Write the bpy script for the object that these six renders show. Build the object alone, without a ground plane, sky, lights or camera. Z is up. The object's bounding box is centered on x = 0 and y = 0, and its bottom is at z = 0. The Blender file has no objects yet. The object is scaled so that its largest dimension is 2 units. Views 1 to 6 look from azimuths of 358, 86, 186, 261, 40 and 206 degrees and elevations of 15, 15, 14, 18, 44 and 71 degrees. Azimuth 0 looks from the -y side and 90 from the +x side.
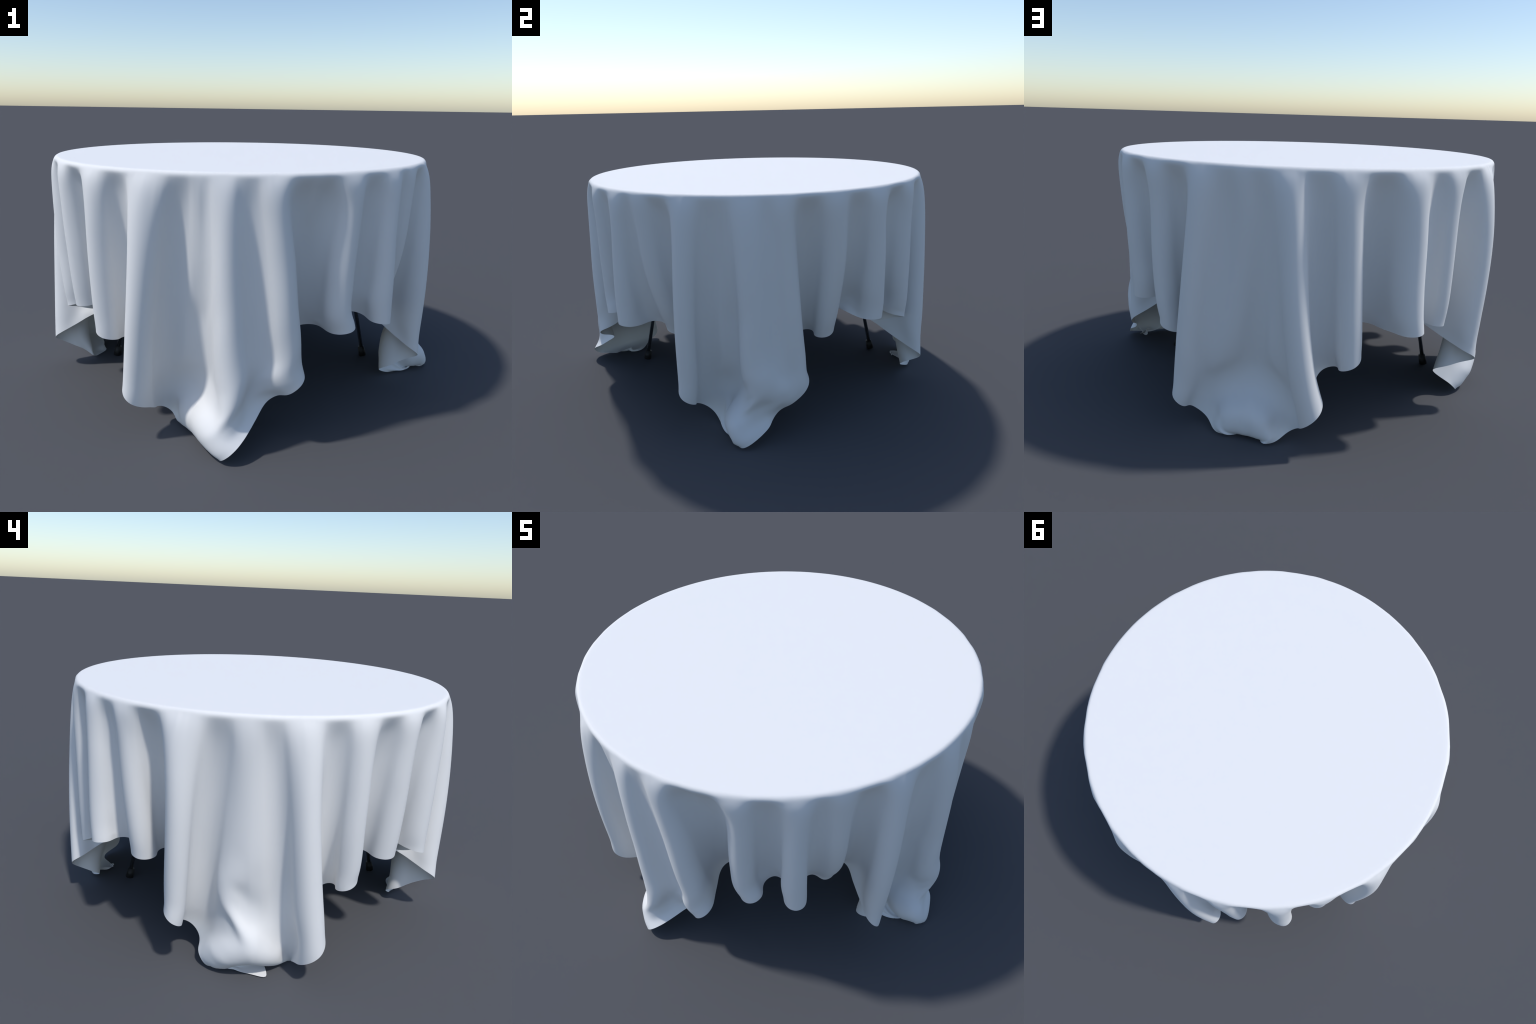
"""A round folding table under a square white tablecloth.

The cloth is made the way the real one is: a square sheet is laid, slightly
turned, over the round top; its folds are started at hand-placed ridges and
hollows, and the sheet is then let fall with a small cloth solver (stretch,
shear, bend, gravity, table edge and floor).  The hem of each ridge is held
softly where it hangs on the real thing."""
import math
import bpy
import numpy as np

# ------------------------------------------------------------------ sizes
CENTRE = (-0.017, 0.011)      # axis of the table
TOP = 1.1225                  # height of the cloth's upper face
RIM = 0.906                   # radius of the covered table top
HALF = 1.548                  # half side of the square cloth
TURN = math.radians(-10.0)     # how far the cloth is turned on the table
SPOKES, RINGS = 160, 54       # solver's mesh: spokes per side of the sheet, rings from rim to hem
EDGE, THICK = 0.014, 0.016    # rounding of the table's rim, depth of its side
PATCH = 0.03                  # how wide the hem is held at each fold
BEND, BEND2, HOLD, GUIDE = 0.3, 0.2, 0.06, 0.012
HOLLOW, SETTLE, FAINT = 0.01, 0.7, 0.15
DAMP, STEPS, GRAVITY = 0.97, 2000, 2.5

# ------------------------------------------------------------------ folds
# Going round the hem.  Each fold line starts at the rim at the angle `top`
# and ends at the hem: `along` metres from the middle of side number `side` of
# the sheet, where it hangs at `hem` (x, y, z).
FOLDS = []


def ridge(side, along, top, hem, mid=0.935, hold=1.0, via=()):
    FOLDS.append(dict(side=side, along=along, top=top, hem=hem, mid=mid, hold=hold, via=via))


def hollow(side, along, top, hem=None, mid=None, hold=0.0, via=()):
    FOLDS.append(dict(side=side, along=along, top=top, hem=hem, mid=mid, hold=hold, via=via))


def corner(side, top, hem, via):
    """corner of the sheet: `via` are the bends (u, x, y, z) it makes on its way
    down, as it is tucked under or pushed out over the floor"""
    FOLDS.append(dict(side=side, along=-HALF, top=top, hem=hem, mid=0.92, hold=4.0, via=via))


# front corner, tucked under
corner(0,          -100.5, (-0.112, -0.810, 0.003), ((0.45, -0.170, -0.780, 0.60), (0.75, -0.190, -0.770, 0.18), (0.88, -0.200, -0.825, 0.012)))
ridge(0, -1.330,    -97.0, (-0.104, -0.949, 0.003), hold=1.5, mid=0.915)
ridge(0, -1.205,    -94.0, (-0.030, -1.000, 0.080), mid=0.960, hold=2.0)
hollow(0, -1.01,    -87.5, (0.085, -0.840, 0.205), mid=0.880, hold=1.0)
ridge(0, -0.82,     -81.0, (0.225, -0.886, 0.300), mid=0.938)
hollow(0, -0.58,    -75.0, (0.170, -0.665, 0.410), mid=0.80, hold=0.4)
hollow(0, -0.40,    -67.0, (0.300, -0.660, 0.470), mid=0.80, hold=0.4)
ridge(0, -0.22,     -62.5, (0.424, -0.787, 0.475), mid=0.925)
hollow(0, -0.03,    -53.5, (0.440, -0.620, 0.530), hold=0.45)
ridge(0, 0.16,      -46.8, (0.607, -0.700, 0.476), mid=0.938)
hollow(0, 0.31,     -42.0, (0.548, -0.545, 0.460), hold=0.45)
ridge(0, 0.45,      -37.5, (0.594, -0.465, 0.427), mid=0.920)
hollow(0, 0.67,     -29.5, (0.610, -0.300, 0.400), mid=0.785, hold=0.45)
ridge(0, 0.94,      -24.8, (0.845, -0.405, 0.195), mid=0.960)
# right corner, tucked under
hollow(0, 1.15,     -17.5, (0.705, -0.320, 0.078), mid=0.885, hold=1.0)
hollow(0, 1.345,    -13.0, (0.770, -0.217, 0.008), mid=0.86, hold=1.0)
corner(1,           -10.0, (0.885, -0.100, 0.003), ((0.45, 0.770, -0.138, 0.60), (0.75, 0.790, -0.145, 0.17), (0.885, 0.880, -0.175, 0.012)))
ridge(1, -1.335,     -6.5, (0.990, -0.132, 0.003), mid=0.955, hold=1.5)
ridge(1, -1.200,     -2.0, (0.945, 0.015, 0.093), mid=0.945)
hollow(1, -1.06,      3.0, (0.895, 0.085, 0.148), mid=0.912, hold=1.0)
ridge(1, -0.90,       6.8, (0.840, 0.205, 0.240), mid=0.898)
hollow(1, -0.65,     14.5, (0.610, 0.170, 0.415), hold=0.45)
ridge(1, -0.40,      21.0, (0.715, 0.328, 0.428), mid=0.920)
hollow(1, -0.19,     28.5, (0.610, 0.370, 0.530), hold=0.45)
ridge(1, 0.01,       36.5, (0.707, 0.562, 0.488), mid=0.930)
hollow(1, 0.23,      44.0, (0.510, 0.520, 0.530), mid=0.785, hold=0.45)
ridge(1, 0.44,       51.8, (0.532, 0.713, 0.433), mid=0.918)
hollow(1, 0.74,      60.0, (0.350, 0.590, 0.370), mid=0.79, hold=0.45)
ridge(1, 1.02,       67.5, (0.440, 0.853, 0.155), mid=0.958)
# far corner, a broad hollow tucked under
hollow(1, 1.16,      73.0, (0.385, 0.800, 0.100), mid=0.905, hold=1.0)
hollow(1, 1.340,     77.0, (0.255, 0.862, 0.008), mid=0.86, hold=1.0)
corner(2,            81.0, (0.130, 0.810, 0.003), ((0.45, 0.108, 0.830, 0.60), (0.76, 0.115, 0.800, 0.20), (0.885, 0.140, 0.885, 0.012)))
hollow(2, -1.345,    85.0, (0.024, 0.908, 0.003), mid=0.86, hold=1.5)
hollow(2, -1.20,     88.0, (-0.075, 0.850, 0.045), mid=0.93, hold=0.5)
ridge(2, -1.03,      92.5, (-0.150, 0.982, 0.165), mid=0.955)
hollow(2, -0.79,     98.5, (-0.185, 0.800, 0.335), hold=0.45)
ridge(2, -0.58,     107.5, (-0.310, 0.880, 0.365), mid=0.908)
hollow(2, -0.34,    114.0, (-0.290, 0.670, 0.485), hold=0.45)
ridge(2, -0.10,     122.8, (-0.510, 0.810, 0.467), mid=0.950)
hollow(2, 0.06,     128.0, (-0.530, 0.700, 0.500), mid=0.870, hold=0.35)
ridge(2, 0.23,      134.4, (-0.637, 0.635, 0.456), mid=0.910)
hollow(2, 0.52,     141.5, (-0.550, 0.430, 0.440), hold=0.45)
ridge(2, 0.83,      149.8, (-0.862, 0.480, 0.260), mid=0.968)
# left corner, folded back and pushed out again over the floor
hollow(2, 1.04,     159.0, (-0.700, 0.425, 0.165), mid=0.885, hold=1.0)
hollow(2, 1.30,     163.0, (-0.816, 0.323, 0.006), mid=0.85, hold=1.0)
corner(3,           168.0, (-0.921, 0.070, 0.003), ((0.45, -0.900, 0.160, 0.60), (0.87, -0.856, 0.120, 0.043), (0.93, -0.770, 0.120, 0.006)))
hollow(3, -1.38,    171.5, (-0.800, 0.030, 0.006), mid=0.88, hold=0.5)
hollow(3, -1.26,    175.0, (-0.838, -0.035, 0.022), mid=0.87, hold=1.0)
ridge(3, -1.01,    -176.0, (-0.997, -0.130, 0.160), mid=0.966)
hollow(3, -0.76,   -169.5)
ridge(3, -0.51,    -161.0, (-0.867, -0.270, 0.397), mid=0.922)
hollow(3, -0.30,   -153.5)
ridge(3, -0.09,    -147.0, (-0.767, -0.465, 0.460), mid=0.922)
hollow(3, 0.15,    -139.5)
ridge(3, 0.39,     -132.0, (-0.632, -0.652, 0.427), mid=0.935)
hollow(3, 0.66,    -123.5)
ridge(3, 0.94,     -116.0, (-0.490, -0.845, 0.188), mid=0.962)
hollow(3, 1.15,    -108.0, (-0.372, -0.692, 0.063), mid=0.895, hold=1.0)
hollow(3, 1.315,   -103.5, (-0.300, -0.700, 0.008), mid=0.84, hold=1.0)


# straight creases on the floor: where the tucked corners turn under, and the
# hem of the corner that lies outward (from fold, to fold)
CREASES = [((3, 1.315), (0, -1.330)), ((0, 1.345), (1, -1.335)), ((1, 1.340), (2, -1.345)), ((2, 1.30), (3, -HALF))]


def smooth(x):
    x = np.clip(x, 0.0, 1.0)
    return x * x * (3.0 - 2.0 * x)


def on_sheet(side, along):
    """where a hem point lies on the flat sheet, seen from the table's axis"""
    a = math.radians(-45.0 + 90.0 * side) + TURN
    return (HALF * math.cos(a) - along * math.sin(a), HALF * math.sin(a) + along * math.cos(a))


def fold_table():
    """per fold: angle at the rim, place of its hem end on the flat sheet,
    world angle, radius and height of the hem end, radius half way down"""
    rows = []
    last = -1e9
    n = len(FOLDS)
    for k, f in enumerate(FOLDS):
        px, py = on_sheet(f["side"], f["along"])
        hem = f["hem"]
        if hem is None:
            # a hollow as deep as the length of hem between its two ridges asks
            (ax, ay, az), (bx, by, bz) = FOLDS[k - 1]["hem"], FOLDS[(k + 1) % n]["hem"]
            half = 0.5 * (FOLDS[(k + 1) % n]["along"] - FOLDS[k - 1]["along"]) / 1.08
            gap = 0.5 * math.dist((ax, ay, az), (bx, by, bz))
            deep = math.sqrt(max(half * half - gap * gap, 0.004))
            mx, my = (ax + bx) / 2 - CENTRE[0], (ay + by) / 2 - CENTRE[1]
            r = math.hypot(mx, my)
            hem = (CENTRE[0] + mx * (r - deep) / r, CENTRE[1] + my * (r - deep) / r, 0.5 * (az + bz) + 0.06)
        hx, hy = hem[0] - CENTRE[0], hem[1] - CENTRE[1]
        top = math.radians(f["top"])
        while top < last:
            top += 2 * math.pi
        last = top
        end = top + (math.atan2(hy, hx) - top + math.pi) % (2 * math.pi) - math.pi
        r_hem = math.hypot(hx, hy)
        row = [top, px, py, end, r_hem, hem[2], f["mid"] or 0.92] + [0.0] * 6
        if f["mid"] is None:
            before, after = FOLDS[k - 1], FOLDS[(k + 1) % n]
            a, b = on_sheet(before["side"], before["along"]), on_sheet(after["side"], after["along"])
            rim_gap = 2 * RIM * math.sin(0.5 * math.radians((after["top"] - before["top"]) % 360))
            r_out = 0.5 * (math.hypot(before["hem"][0] - CENTRE[0], before["hem"][1] - CENTRE[1]) + math.hypot(after["hem"][0] - CENTRE[0], after["hem"][1] - CENTRE[1]))
            row[7:] = [rim_gap * 1.02, max(math.dist(a, b) / 1.08, math.dist(before["hem"], after["hem"]) * 1.05), rim_gap, math.dist(before["hem"], after["hem"]), max(r_out - r_hem, 0.02), r_out]
        rows.append(row)
    rows = np.array(rows)
    turn = np.array([2 * math.pi, 0, 0, 2 * math.pi] + [0] * 9)
    return np.vstack([rows[-3:] - turn, rows, rows[:3] + turn])


def sheet_line(T, u):
    """point at u (0 rim .. 1 hem) of each fold line on the flat sheet: fold
    lines of a draped sheet are straight"""
    ax, ay = RIM * np.cos(T[:, 0]), RIM * np.sin(T[:, 0])
    return ax + (T[:, 1] - ax) * u, ay + (T[:, 2] - ay) * u


def hung_line(T, u):
    """world angle, radius and height of the same points"""
    u = np.broadcast_to(np.asarray(u, float), T[:, 0].shape)
    th = T[:, 0] + (T[:, 3] - T[:, 0]) * u
    plain = RIM * (1 - u) * (1 - 2 * u) + 4 * T[:, 6] * u * (1 - u) - T[:, 4] * u * (1 - 2 * u)
    out = RIM + (T[:, 6] - RIM) * np.minimum(1, u / 0.2) * (2 - np.minimum(1, u / 0.2))
    crest = np.where(u < 0.5, out, out + (T[:, 4] - T[:, 6]) * (2 * u - 1))
    # hollows sink as fast as the cloth between the ridges beside them widens
    wide = (1 - u) * T[:, 7] + u * T[:, 8]
    span = (1 - u) * T[:, 9] + u * T[:, 10]
    sink = T[:, 11] * np.sqrt(np.maximum(wide * wide - span * span, 0)) / np.sqrt(np.maximum(T[:, 8] ** 2 - T[:, 10] ** 2, 1e-4))
    hollow = RIM + (T[:, 12] - RIM) * u - sink * np.minimum(1, u / 0.2) ** 0.6
    return th, np.where(T[:, 11] > 0, hollow, crest), TOP + (T[:, 5] - TOP) * u


def hang(T, k, u):
    """one fold line, bends included: world angle, radius, height"""
    via = FOLDS[(k - 3) % len(FOLDS)]["via"]
    if not via:
        th, r, z = hung_line(T[k:k + 1], u)
        return th[0], r[0], z[0]
    knots = [(0.0, T[k, 0], RIM, TOP)]
    for v in list(via) + [(1.0,) + tuple(FOLDS[(k - 3) % len(FOLDS)]["hem"])]:
        x, y = v[1] - CENTRE[0], v[2] - CENTRE[1]
        knots.append((v[0], T[k, 0] + (math.atan2(y, x) - T[k, 0] + math.pi) % (2 * math.pi) - math.pi, math.hypot(x, y), v[3]))
    us = [q[0] for q in knots]
    return tuple(float(np.interp(u, us, [q[c] for q in knots])) for c in (1, 2, 3))


def first_guess(rho, phi):
    """the sheet hung in its folds, before the solver settles it"""
    T = fold_table()
    # where each fold line crosses the circle of a given radius on the sheet
    ax, ay = RIM * np.cos(T[:, 0]), RIM * np.sin(T[:, 0])
    dx, dy = T[:, 1] - ax, T[:, 2] - ay
    qa, qb = dx * dx + dy * dy, ax * dx + ay * dy
    res = np.zeros((rho.size, 3))
    for k, (r0, p0) in enumerate(zip(rho.reshape(-1), phi.reshape(-1))):
        if r0 <= RIM:
            res[k] = (CENTRE[0] + r0 * math.cos(p0), CENTRE[1] + r0 * math.sin(p0), TOP)
            continue
        u = (-qb + np.sqrt(qb * qb + qa * (r0 * r0 - RIM * RIM))) / qa
        raw = np.arctan2(ay + dy * u, ax + dx * u)
        angle = T[:, 0] + (raw - T[:, 0] + math.pi) % (2 * math.pi) - math.pi
        if p0 < angle[1]:
            p0 += 2 * math.pi
        if p0 > angle[-2]:
            p0 -= 2 * math.pi
        i = int(np.clip(np.searchsorted(angle, p0) - 1, 0, len(T) - 2))
        f = (p0 - angle[i]) / max(angle[i + 1] - angle[i], 1e-6)
        c = f * f * (3 - 2 * f)
        A, B = hang(T, i, min(u[i], 1.05)), hang(T, i + 1, min(u[i + 1], 1.05))
        th = A[0] + (B[0] - A[0]) * f
        r = A[1] + (B[1] - A[1]) * c
        res[k] = (CENTRE[0] + r * math.cos(th), CENTRE[1] + r * math.sin(th), max(A[2] + (B[2] - A[2]) * f, 0.003))
    return res.reshape(rho.shape + (3,))


def flat_sheet():
    """the flat sheet as spokes and rings round the table's axis: the inner
    rings are circles under the rim, the last one is the square hem"""
    q = np.arange(SPOKES) * 2.0 / SPOKES - 1.0
    lean = 0.5 * (math.pi / 4 * q + np.arctan(q))
    phi = np.concatenate([lean + math.radians(-45 + 90 * side) + TURN for side in range(4)])
    hem = HALF / np.cos(np.tile(lean, 4))
    fine = np.array([-0.020, -0.010, 0.0, 0.010, 0.020, 0.032])
    t = np.concatenate([np.zeros(len(fine)), np.arange(1, RINGS - len(fine) + 1) / (RINGS - len(fine))])
    start = np.concatenate([fine, np.full(RINGS - len(fine), fine[-1])])
    rho = RIM + start[:, None] + t[:, None] * (hem - RIM - fine[-1])[None]
    return rho, np.broadcast_to(phi, rho.shape)


def drape():
    rho, phi = flat_sheet()
    K, M = rho.shape
    X, Y = rho * np.cos(phi), rho * np.sin(phi)
    around = (phi + math.pi) % (2 * math.pi) - math.pi
    P = np.ascontiguousarray(np.moveaxis(first_guess(rho, around), -1, 0)).astype(np.float32)
    if STEPS == 0:
        return P

    # ---- solver: position based, all arrays are (xyz, ring, spoke)
    free = (rho > RIM - 0.004).astype(np.float32)
    all_ = slice(None)

    def pairs(dk, dm, colours):
        """slices of the pairs (ring, spoke) - (ring + dk, spoke + dm), the sheet being closed round the table"""
        out = []
        for c in range(colours):
            rows = (slice(c if dk else 0, K - dk, colours if dk else 1), slice((c if dk else 0) + dk, K, colours if dk else 1))
            if dm == 0:
                cols = [(all_, all_)]
            elif dk:
                n = abs(dm)
                cols = [(slice(0, M - n), slice(n, M)), (slice(M - n, M), slice(0, n))]
                if dm < 0:
                    cols = [(q, p) for p, q in cols]
            else:
                cols = [(slice(c, M - dm, colours), slice(c + dm, M, colours))]
                if c == colours - 1:
                    cols.append((slice(M - dm, M), slice(0, dm)))
            for p, q in cols:
                out.append(((all_, rows[0], p), (all_, rows[1], q)))
        return out

    flat = np.stack([X, Y])
    links = []
    for dk, dm, stiff, colours in ((1, 0, 1.0, 2), (0, 1, 1.0, 2), (1, 1, SHEAR, 2), (1, -1, SHEAR, 2), (2, 0, BEND, 1), (0, 2, BEND, 1), (5, 0, BEND2, 1), (0, 5, BEND2, 1), (0, 10, BEND2, 1)):
        for A, B in pairs(dk, dm, colours):
            wa, wb = free[A[1:]], free[B[1:]]
            rest = np.sqrt(((flat[A] - flat[B]) ** 2).sum(0))
            k = np.where((rho[A[1:]] < RIM + 0.008) & (dk > 2), 0.3 * stiff, stiff)
            if max(dk, dm) > 1:  # the corners are creased, not rolled
                k = k * (1 - 0.9 * np.clip((rho[A[1:]] - 1.92) / 0.08, 0, 1))
            if dm == 10:        # close under the rim only
                k = k * np.clip(1 - (rho[A[1:]] - RIM) / 0.12, 0, 1)
            k = k / np.maximum(wa + wb, 1e-6)
            links.append((A, B, rest.astype(np.float32), (k * wa).astype(np.float32), (k * wb).astype(np.float32)))

    # soft holds: hem ends of the folds with the cloth round them, and guides along the folds
    T = fold_table()
    hi, hj, hp, hw = [], [], [], []
    patch = []

    def hold(px, py, target, weight, wide=PATCH):
        d2 = (X - px) ** 2 + (Y - py) ** 2
        k = int(np.argmin(d2))
        w = np.exp(-d2 / (2 * wide ** 2)).reshape(-1)
        idx = np.nonzero(w > 0.05)[0]
        patch.append((len(hi), idx, w[idx]))
        hi.append(k // M), hj.append(k % M), hp.append(target), hw.append(weight)

    for n, f in enumerate(FOLDS):
        k = n + 3
        steps = [1.0] + ([v[0] for v in f["via"]] if f["via"] else list(np.arange(0.12, 0.93, 0.06)))
        for u in steps:
            px, py = sheet_line(T[k:k + 1], u)
            th, r, z = hang(T, k, u)
            if u == 1.0:
                weight = HOLD * f["hold"] if f["hold"] else 0.3 * HOLD
            elif f["via"]:
                weight = HOLD if u > 0.86 else 0.4 * HOLD if u > 0.7 else -2 * HOLLOW
            else:
                weight = -GUIDE if f["mid"] and f["mid"] > 0.91 else -HOLLOW
            hold(px[0], py[0], (CENTRE[0] + r * math.cos(th), CENTRE[1] + r * math.sin(th), z), weight)
    lookup = {(f["side"], f["along"]): f["hem"] for f in FOLDS}
    for one, two in CREASES:
        a, b, p, q = np.array(on_sheet(*one)), np.array(on_sheet(*two)), np.array(lookup[one]), np.array(lookup[two])
        for t in (0.17, 0.33, 0.5, 0.67, 0.83):
            hold(*(a + (b - a) * t), tuple(p + (q - p) * t), 2 * HOLD, 0.015)
    hi, hj = np.array(hi), np.array(hj)
    hp, hw = np.array(hp, np.float32).T, np.array(hw, np.float32)
    patch_hold = np.concatenate([np.full(len(i), n) for n, i, w in patch])
    patch_at = np.concatenate([i for n, i, w in patch])
    patch_w = np.concatenate([w for n, i, w in patch]).astype(np.float32)

    # no thread can stretch: nothing hangs farther from the rim than its drop
    drop = np.maximum(rho - RIM, 0)
    anchor = np.stack([CENTRE[0] + RIM * np.cos(phi), CENTRE[1] + RIM * np.sin(phi), np.full_like(phi, TOP)]).astype(np.float32)
    bias = np.sin(2 * (phi - TURN - math.radians(45))) ** 2     # a weave gives on the bias
    reach = (drop * (1.01 + SLACK * bias) + 0.004).astype(np.float32)
    reach[drop < 0.03] = 9.0

    # what is nearer a corner of the sheet lies under what is not
    floor = (0.003 + 0.012 * np.clip((0.97 * HALF * math.sqrt(2) - rho) / 0.2, 0, 1)).astype(np.float32)
    vel = np.zeros_like(P)
    dt = np.float32(1 / 240)
    cx, cy = np.float32(CENTRE[0]), np.float32(CENTRE[1])
    e = EDGE
    for step in range(STEPS):
        vel[2] -= np.float32(GRAVITY) * dt
        vel *= np.float32(DAMP)
        vel *= free
        old = P.copy()
        P += vel * dt
        for A, B, rest, wa, wb in links:
            d = P[B] - P[A]
            L = np.sqrt(d[0] * d[0] + d[1] * d[1] + d[2] * d[2]) + np.float32(1e-9)
            L = 1 - rest / L
            P[A] += d * (wa * L)
            P[B] -= d * (wb * L)
        d = P - anchor
        L = np.sqrt(d[0] * d[0] + d[1] * d[1] + d[2] * d[2]) + np.float32(1e-9)
        P = anchor + d * np.minimum(np.float32(1), reach / L)
        # the guides along the folds are let go as the sheet settles, the hem is not
        ease = np.float32(np.clip(1 - (step / STEPS - 0.3) / (SETTLE - 0.3), FAINT, 1))
        d = hp - P[:, hi, hj]
        d *= np.where(hw > 0, hw, -hw * ease)
        d[2] *= hw > 0          # guides leave the cloth free to hang lower or higher
        for c in range(3):
            P[c] += np.bincount(patch_at, patch_w * d[c, patch_hold], K * M).reshape(K, M).astype(np.float32)
        # the table top, a disc with a rounded rim
        qx, qy = P[0] - cx, P[1] - cy
        rr = np.sqrt(qx * qx + qy * qy) + 1e-9
        dz = P[2] - (TOP - e)
        dr = np.maximum(rr - (RIM - e), 0)
        dist = np.sqrt(dr * dr + dz * dz) + 1e-9
        near = (rr < RIM) & (dz > -THICK)
        edge = near & (rr > RIM - e) & (dz > 0) & (dist < e)
        side = near & (dz <= 0)
        scale = np.where(edge, ((RIM - e) + dr * e / dist) / rr, np.where(side, RIM / rr, 1)).astype(np.float32)
        P[0] = cx + qx * scale
        P[1] = cy + qy * scale
        P[2] = np.where(edge, (TOP - e) + dz * e / dist, P[2])
        P[2] = np.where(near & (rr <= RIM - e) & (dz < e), TOP, P[2])
        # the floor
        low = P[2] < floor
        P[2] = np.where(low, floor, P[2])
        P[:2] = np.where(low, old[:2] + 0.3 * (P[:2] - old[:2]), P[:2])
        vel = (P - old) / dt
    # ease the turn from the rim into the folds
    for _ in range(6):
        P[:, 4:17] = 0.5 * P[:, 4:17] + 0.25 * (P[:, 3:16] + P[:, 5:18])
    return P


SHEAR, SLACK = 0.25, 0.02


def make_mesh(name, verts, faces, parent=None, material=None, smooth_faces=True):
    me = bpy.data.meshes.new(name)
    me.from_pydata([tuple(map(float, v)) for v in verts], [], [tuple(map(int, f)) for f in faces])
    me.update()
    if smooth_faces:
        for p in me.polygons:
            p.use_smooth = True
    ob = bpy.data.objects.new(name, me)
    bpy.context.scene.collection.objects.link(ob)
    if parent:
        ob.parent = parent
    if material:
        me.materials.append(material)
    return ob


def principled(name, colour, rough, metal=0.0):
    m = bpy.data.materials.new(name)
    m.use_nodes = True
    b = m.node_tree.nodes["Principled BSDF"]
    b.inputs["Base Color"].default_value = (*colour, 1)
    b.inputs["Roughness"].default_value = rough
    b.inputs["Metallic"].default_value = metal
    return m


# ------------------------------------------------------------------ materials
cotton = principled("white_cotton", (0.755, 0.755, 0.755), 0.8)
steel = principled("chromed_steel", (0.75, 0.75, 0.76), 0.18, 1.0)
rubber = principled("black_rubber", (0.012, 0.012, 0.012), 0.6)
board = principled("pale_board", (0.5, 0.42, 0.33), 0.6)

# ------------------------------------------------------------------ build
table = bpy.data.objects.new("draped_table", None)
bpy.context.scene.collection.objects.link(table)
table["label"] = "round table under a draped square white tablecloth, thin metal legs"
table["category"] = "covered table"

P = drape()
K, M = P.shape[1:]
verts = P.reshape(3, -1).T.tolist()
k, m = np.meshgrid(np.arange(K - 1), np.arange(M), indexing="ij")
q, n = (k * M + m).reshape(-1), (k * M + (m + 1) % M).reshape(-1)
faces = np.stack([q, q + M, n + M, n], -1).tolist()
# the flat of the table top: rings with ever fewer points towards the middle
ring = list(range(M))
spoke = flat_sheet()[1][0]
for radius, step in ((0.80, 4), (0.55, 4), (0.20, 4)):
    angles = spoke[::step] if len(ring) == M else angles[::step]
    first = len(verts)
    verts += [[CENTRE[0] + radius * math.cos(t), CENTRE[1] + radius * math.sin(t), TOP] for t in angles]
    inner = list(range(first, len(verts)))
    for i in range(len(inner)):
        outer = [ring[(step * i + j) % len(ring)] for j in range(step + 1)]
        faces.append([inner[i]] + outer + [inner[(i + 1) % len(inner)]])
    ring = inner
faces.append(ring)
cloth = make_mesh("tablecloth", verts, faces, table, cotton)
sub = cloth.modifiers.new("Smooth folds", "SUBSURF")
sub.levels = sub.render_levels = 1


def lathe(name, profile, seg, parent, material, centre=(0, 0, 0)):
    v, f = [], []
    for r, z in profile:
        for k in range(seg):
            a = 2 * math.pi * k / seg
            v.append((centre[0] + r * math.cos(a), centre[1] + r * math.sin(a), centre[2] + z))
    n = len(profile)
    for j in range(n - 1):
        for k in range(seg):
            f.append((j * seg + k, j * seg + (k + 1) % seg, (j + 1) * seg + (k + 1) % seg, (j + 1) * seg + k))
    f.append(tuple(range(seg))[::-1])
    f.append(tuple((n - 1) * seg + k for k in range(seg)))
    return make_mesh(name, v, f, parent, material)


top = lathe("tabletop", [(0.855, -0.03), (0.875, -0.026), (0.88, -0.018), (0.875, -0.011), (0.855, -0.009)], 96, table, board, (CENTRE[0], CENTRE[1], TOP))


def tube(name, a, b, ra, rb, parent, material, seg=20):
    a, b = np.array(a, float), np.array(b, float)
    d = (b - a) / np.linalg.norm(b - a)
    u = np.cross(d, (0, 0, 1.0) if abs(d[2]) < 0.9 else (1.0, 0, 0))
    u /= np.linalg.norm(u)
    w = np.cross(d, u)
    v = [p + r * (math.cos(2 * math.pi * k / seg) * u + math.sin(2 * math.pi * k / seg) * w) for p, r in ((a, ra), (b, rb)) for k in range(seg)]
    f = [(k, (k + 1) % seg, seg + (k + 1) % seg, seg + k) for k in range(seg)]
    f += [tuple(range(seg))[::-1], tuple(range(seg, 2 * seg))]
    return make_mesh(name, v, f, parent, material)


for k in range(4):
    a = math.pi / 2 * k
    def at(r, z):
        return (CENTRE[0] + r * math.cos(a), CENTRE[1] + r * math.sin(a), z)
    leg = tube("leg", at(0.683, 0.045), at(0.47, TOP - 0.03), 0.0105, 0.0105, table, steel)
    cap = tube("foot_cap", at(0.692, 0.0), at(0.680, 0.05), 0.021, 0.017, leg, rubber)
